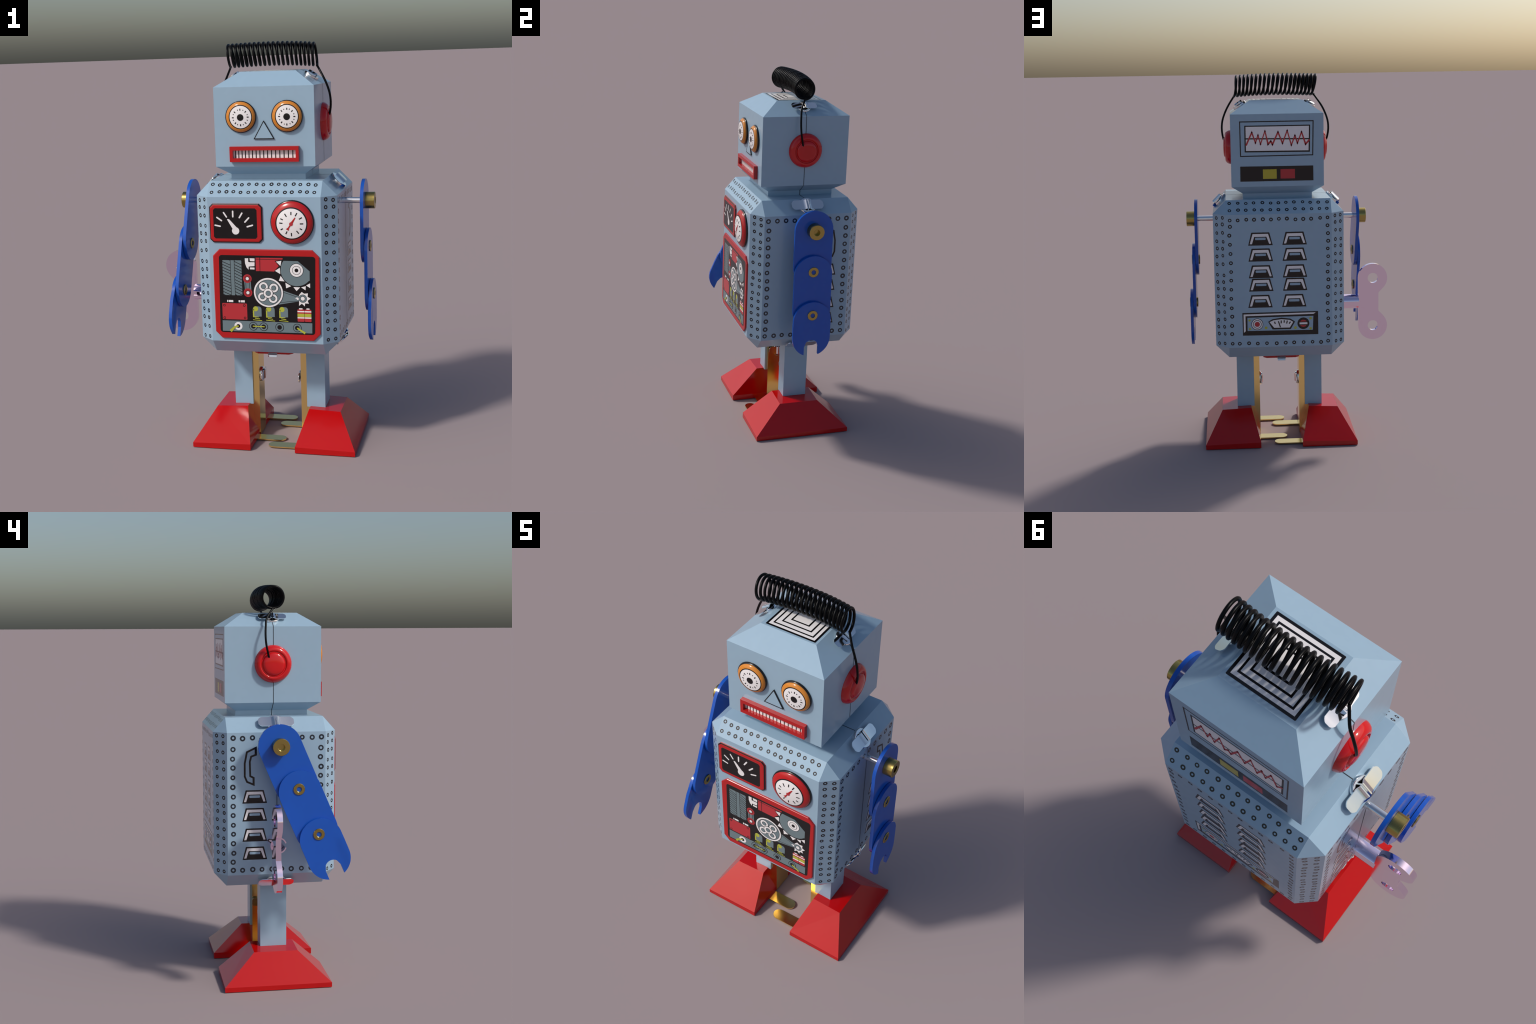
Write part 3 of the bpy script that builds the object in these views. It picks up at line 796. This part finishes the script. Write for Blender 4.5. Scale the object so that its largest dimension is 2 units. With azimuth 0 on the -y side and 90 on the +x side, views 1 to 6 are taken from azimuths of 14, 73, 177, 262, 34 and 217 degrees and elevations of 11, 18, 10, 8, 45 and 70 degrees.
hub = eyelet("hub", 0.0, 0.0410, 0.0170, 0.4430, 0.4885, BRONZE, 0.020)
riv = [eyelet("rivet", -0.2260, 0.0282, 0.0125, 0.4610, 0.4662, BRONZE, 0.004), eyelet("rivet", -0.2260, 0.0270, 0.0125, 0.4222, 0.4278, BRONZE, 0.004),
       eyelet("rivet", -0.4655, 0.0282, 0.0125, 0.4788, 0.4838, BRONZE, 0.004), eyelet("rivet", -0.4655, 0.0270, 0.0125, 0.4390, 0.4460, BRONZE, 0.004)]
b = Builder(); lathe(b, XF, 0, 0, [(0, 0.300), (0.0148, 0.300), (0.0148, 0.460), (0, 0.460)], [CHROME]*3, 28)
axle_me = b.mesh("axle", 40); recalc(axle_me)
for s, ang in ((1, 0.0), (-1, 23.3)):
    M = Matrix.Translation((CX, CY, 1.2247)) @ Matrix.Rotation(math.radians(-ang), 4, 'X') @ (Matrix.Identity(4) if s > 0 else Matrix.Diagonal((-1, 1, 1, 1)))
    arm = put("arm", upper, robot, M)
    put("forearm", fore, arm, M); put("hand", hand[s], arm, M); put("hub", hub, arm, M)
    for r in riv: put("rivet", r, arm, M)
    put("axle", axle_me, robot, Matrix.Translation((CX, CY, 1.2247)) @ (Matrix.Identity(4) if s > 0 else Matrix.Diagonal((-1, 1, 1, 1))))

# ------------------------------------------------------------------ legs and feet
for s in (-1, 1):
    X = lambda r: CX+s*r
    b = Builder()
    y0, y1 = CY-0.0672, CY+0.0672
    def quad(z, xi, xo, ya, yb_, zi=None):
        zi = z if zi is None else zi
        return [Vector((X(xi), ya, zi)), Vector((X(xo), ya, z)), Vector((X(xo), yb_, z)), Vector((X(xi), yb_, zi))]
    loft(b, [quad(0.1712, 0.1410, 0.2350, y0, y1), quad(ZB0+0.01, 0.1410, 0.2350, y0, y1)], TIN)
    me = b.mesh("leg"); recalc(me); leg = put("leg", me, robot)
    b = Builder()
    loft(b, [quad(0.0020, 0.1095, 0.1408, CY-0.0565, CY+0.0580), quad(ZB0+0.01, 0.1095, 0.1408, CY-0.0565, CY+0.0580)], BRASS)
    loft(b, [quad(0.0020, 0.1411, 0.1640, CY-0.0565, CY+0.0580), quad(0.1709, 0.1411, 0.1640, CY-0.0565, CY+0.0580)], BRASS)
    me = b.mesh("leg_strut"); recalc(me); strut = put("leg_strut", me, leg)
    fastener((X(0.1095), CY+0.003, 0.3130), (0, 1, 0), (-s, 0, 0), 0.66, strut, 0.82)
    b = Builder()
    f0, f1 = CY-0.2697, CY+0.2697
    loft(b, [quad(0.0, 0.1133, 0.4122, f0, f1), quad(0.0236, 0.1133, 0.4122, f0, f1, 0.0306),
             quad(0.1685, 0.1590, 0.3192, CY-0.1115, CY+0.1115, 0.1752)], FOOT)
    me = b.mesh("foot"); recalc(me); foot = put("foot", me, robot)
    # brass tongues reaching under the other foot
    G = Frame((0, 0, 0), (1, 0, 0), (0, 1, 0), (0, 0, 1))
    for yc in ((0.0665-0.1485, 0.0665+0.1485) if s < 0 else (-0.0220-0.1485, -0.0220+0.1485)):
        tip = 0.0955 if s < 0 else 0.0225
        r = 0.0315
        if s < 0: poly = [(-0.10, yc-r), (tip-r, yc-r)] + circle(tip-r, yc, r, 12, -90, 90)[1:] + [(-0.10, yc+r)]
        else: poly = [(0.22, yc+r), (tip+r, yc+r)] + circle(tip+r, yc, r, 12, 90, 270)[1:] + [(0.22, yc-r)]
        b = Builder(); slab(b, G, poly, 0.0025, 0.0085, BRASS)
        put("balance_tongue", b.mesh("balance_tongue", 40), foot)

# ------------------------------------------------------------------ winding key
KX, KY0, KY1, ZU, ZL, KR = -0.4670, 0.0335, 0.0600, 0.8772, 0.6087, 0.0800
zc = (ZU+ZL)/2
def key_outline():
    wx = KX-0.0315
    a = 222
    up = circle(KX, ZU, KR, 26, 0, a)
    e = up[-1]
    lo = [(x, 2*zc-z) for x, z in reversed(up)]
    return up + [(wx, e[1]-abs(e[0]-wx)*1.05), (wx, 2*zc-(e[1]-abs(e[0]-wx)*1.05))] + lo
K = Frame((0, KY0, 0), (1, 0, 0), (0, 0, 1), (0, 1, 0))
b = Builder(); slab(b, K, key_outline(), 0, KY1-KY0, MAUVE)
me = b.mesh("winding_key"); recalc(me)
key = put("winding_key", me, robot)
cutters = []
for z in (ZU, ZL):
    b = Builder(); slab(b, K, circle(KX, z, 0.0285, 28), -0.02, 0.06, MAUVE)
    c = b.mesh("hole_cutter"); recalc(c)
    co = put("hole_cutter", c, None); cutters.append(co)
    md = key.modifiers.new("hole", 'BOOLEAN'); md.object = co; md.operation = 'DIFFERENCE'; md.solver = 'EXACT'
bpy.context.view_layer.update()
dg = bpy.context.evaluated_depsgraph_get()
nm = bpy.data.meshes.new_from_object(key.evaluated_get(dg))
key.modifiers.clear(); key.data = nm
nm.polygons.foreach_set("use_smooth", [True]*len(nm.polygons)); nm.set_sharp_from_angle(angle=math.radians(35))
for co in cutters: bpy.data.objects.remove(co, do_unlink=True)
# rolled-sheet shaft with its open slit towards the front
b = Builder()
sy, sz, ro, ri = 0.0275, 0.7415, 0.0400, 0.0335
prof = []
A0, A1, n = -180+17, 180-17, 40
for r in (ro, ri):
    seq = [A0+(A1-A0)*i/n for i in range(n+1)]
    prof += [(r, a) for a in (seq if r == ro else reversed(seq))]
loops = [[Vector((x, sy+r*math.cos(math.radians(a)), sz+r*math.sin(math.radians(a)))) for r, a in prof] for x in (-0.270, -0.3900)]
b.grid(loops, MAUVE, close=True)
half = len(prof)//2
for l in loops:
    for i in range(half-1): b.face([l[i], l[i+1], l[len(prof)-2-i], l[len(prof)-1-i]], MAUVE)
me = b.mesh("key_shaft", 40); recalc(me); put("key_shaft", me, key)
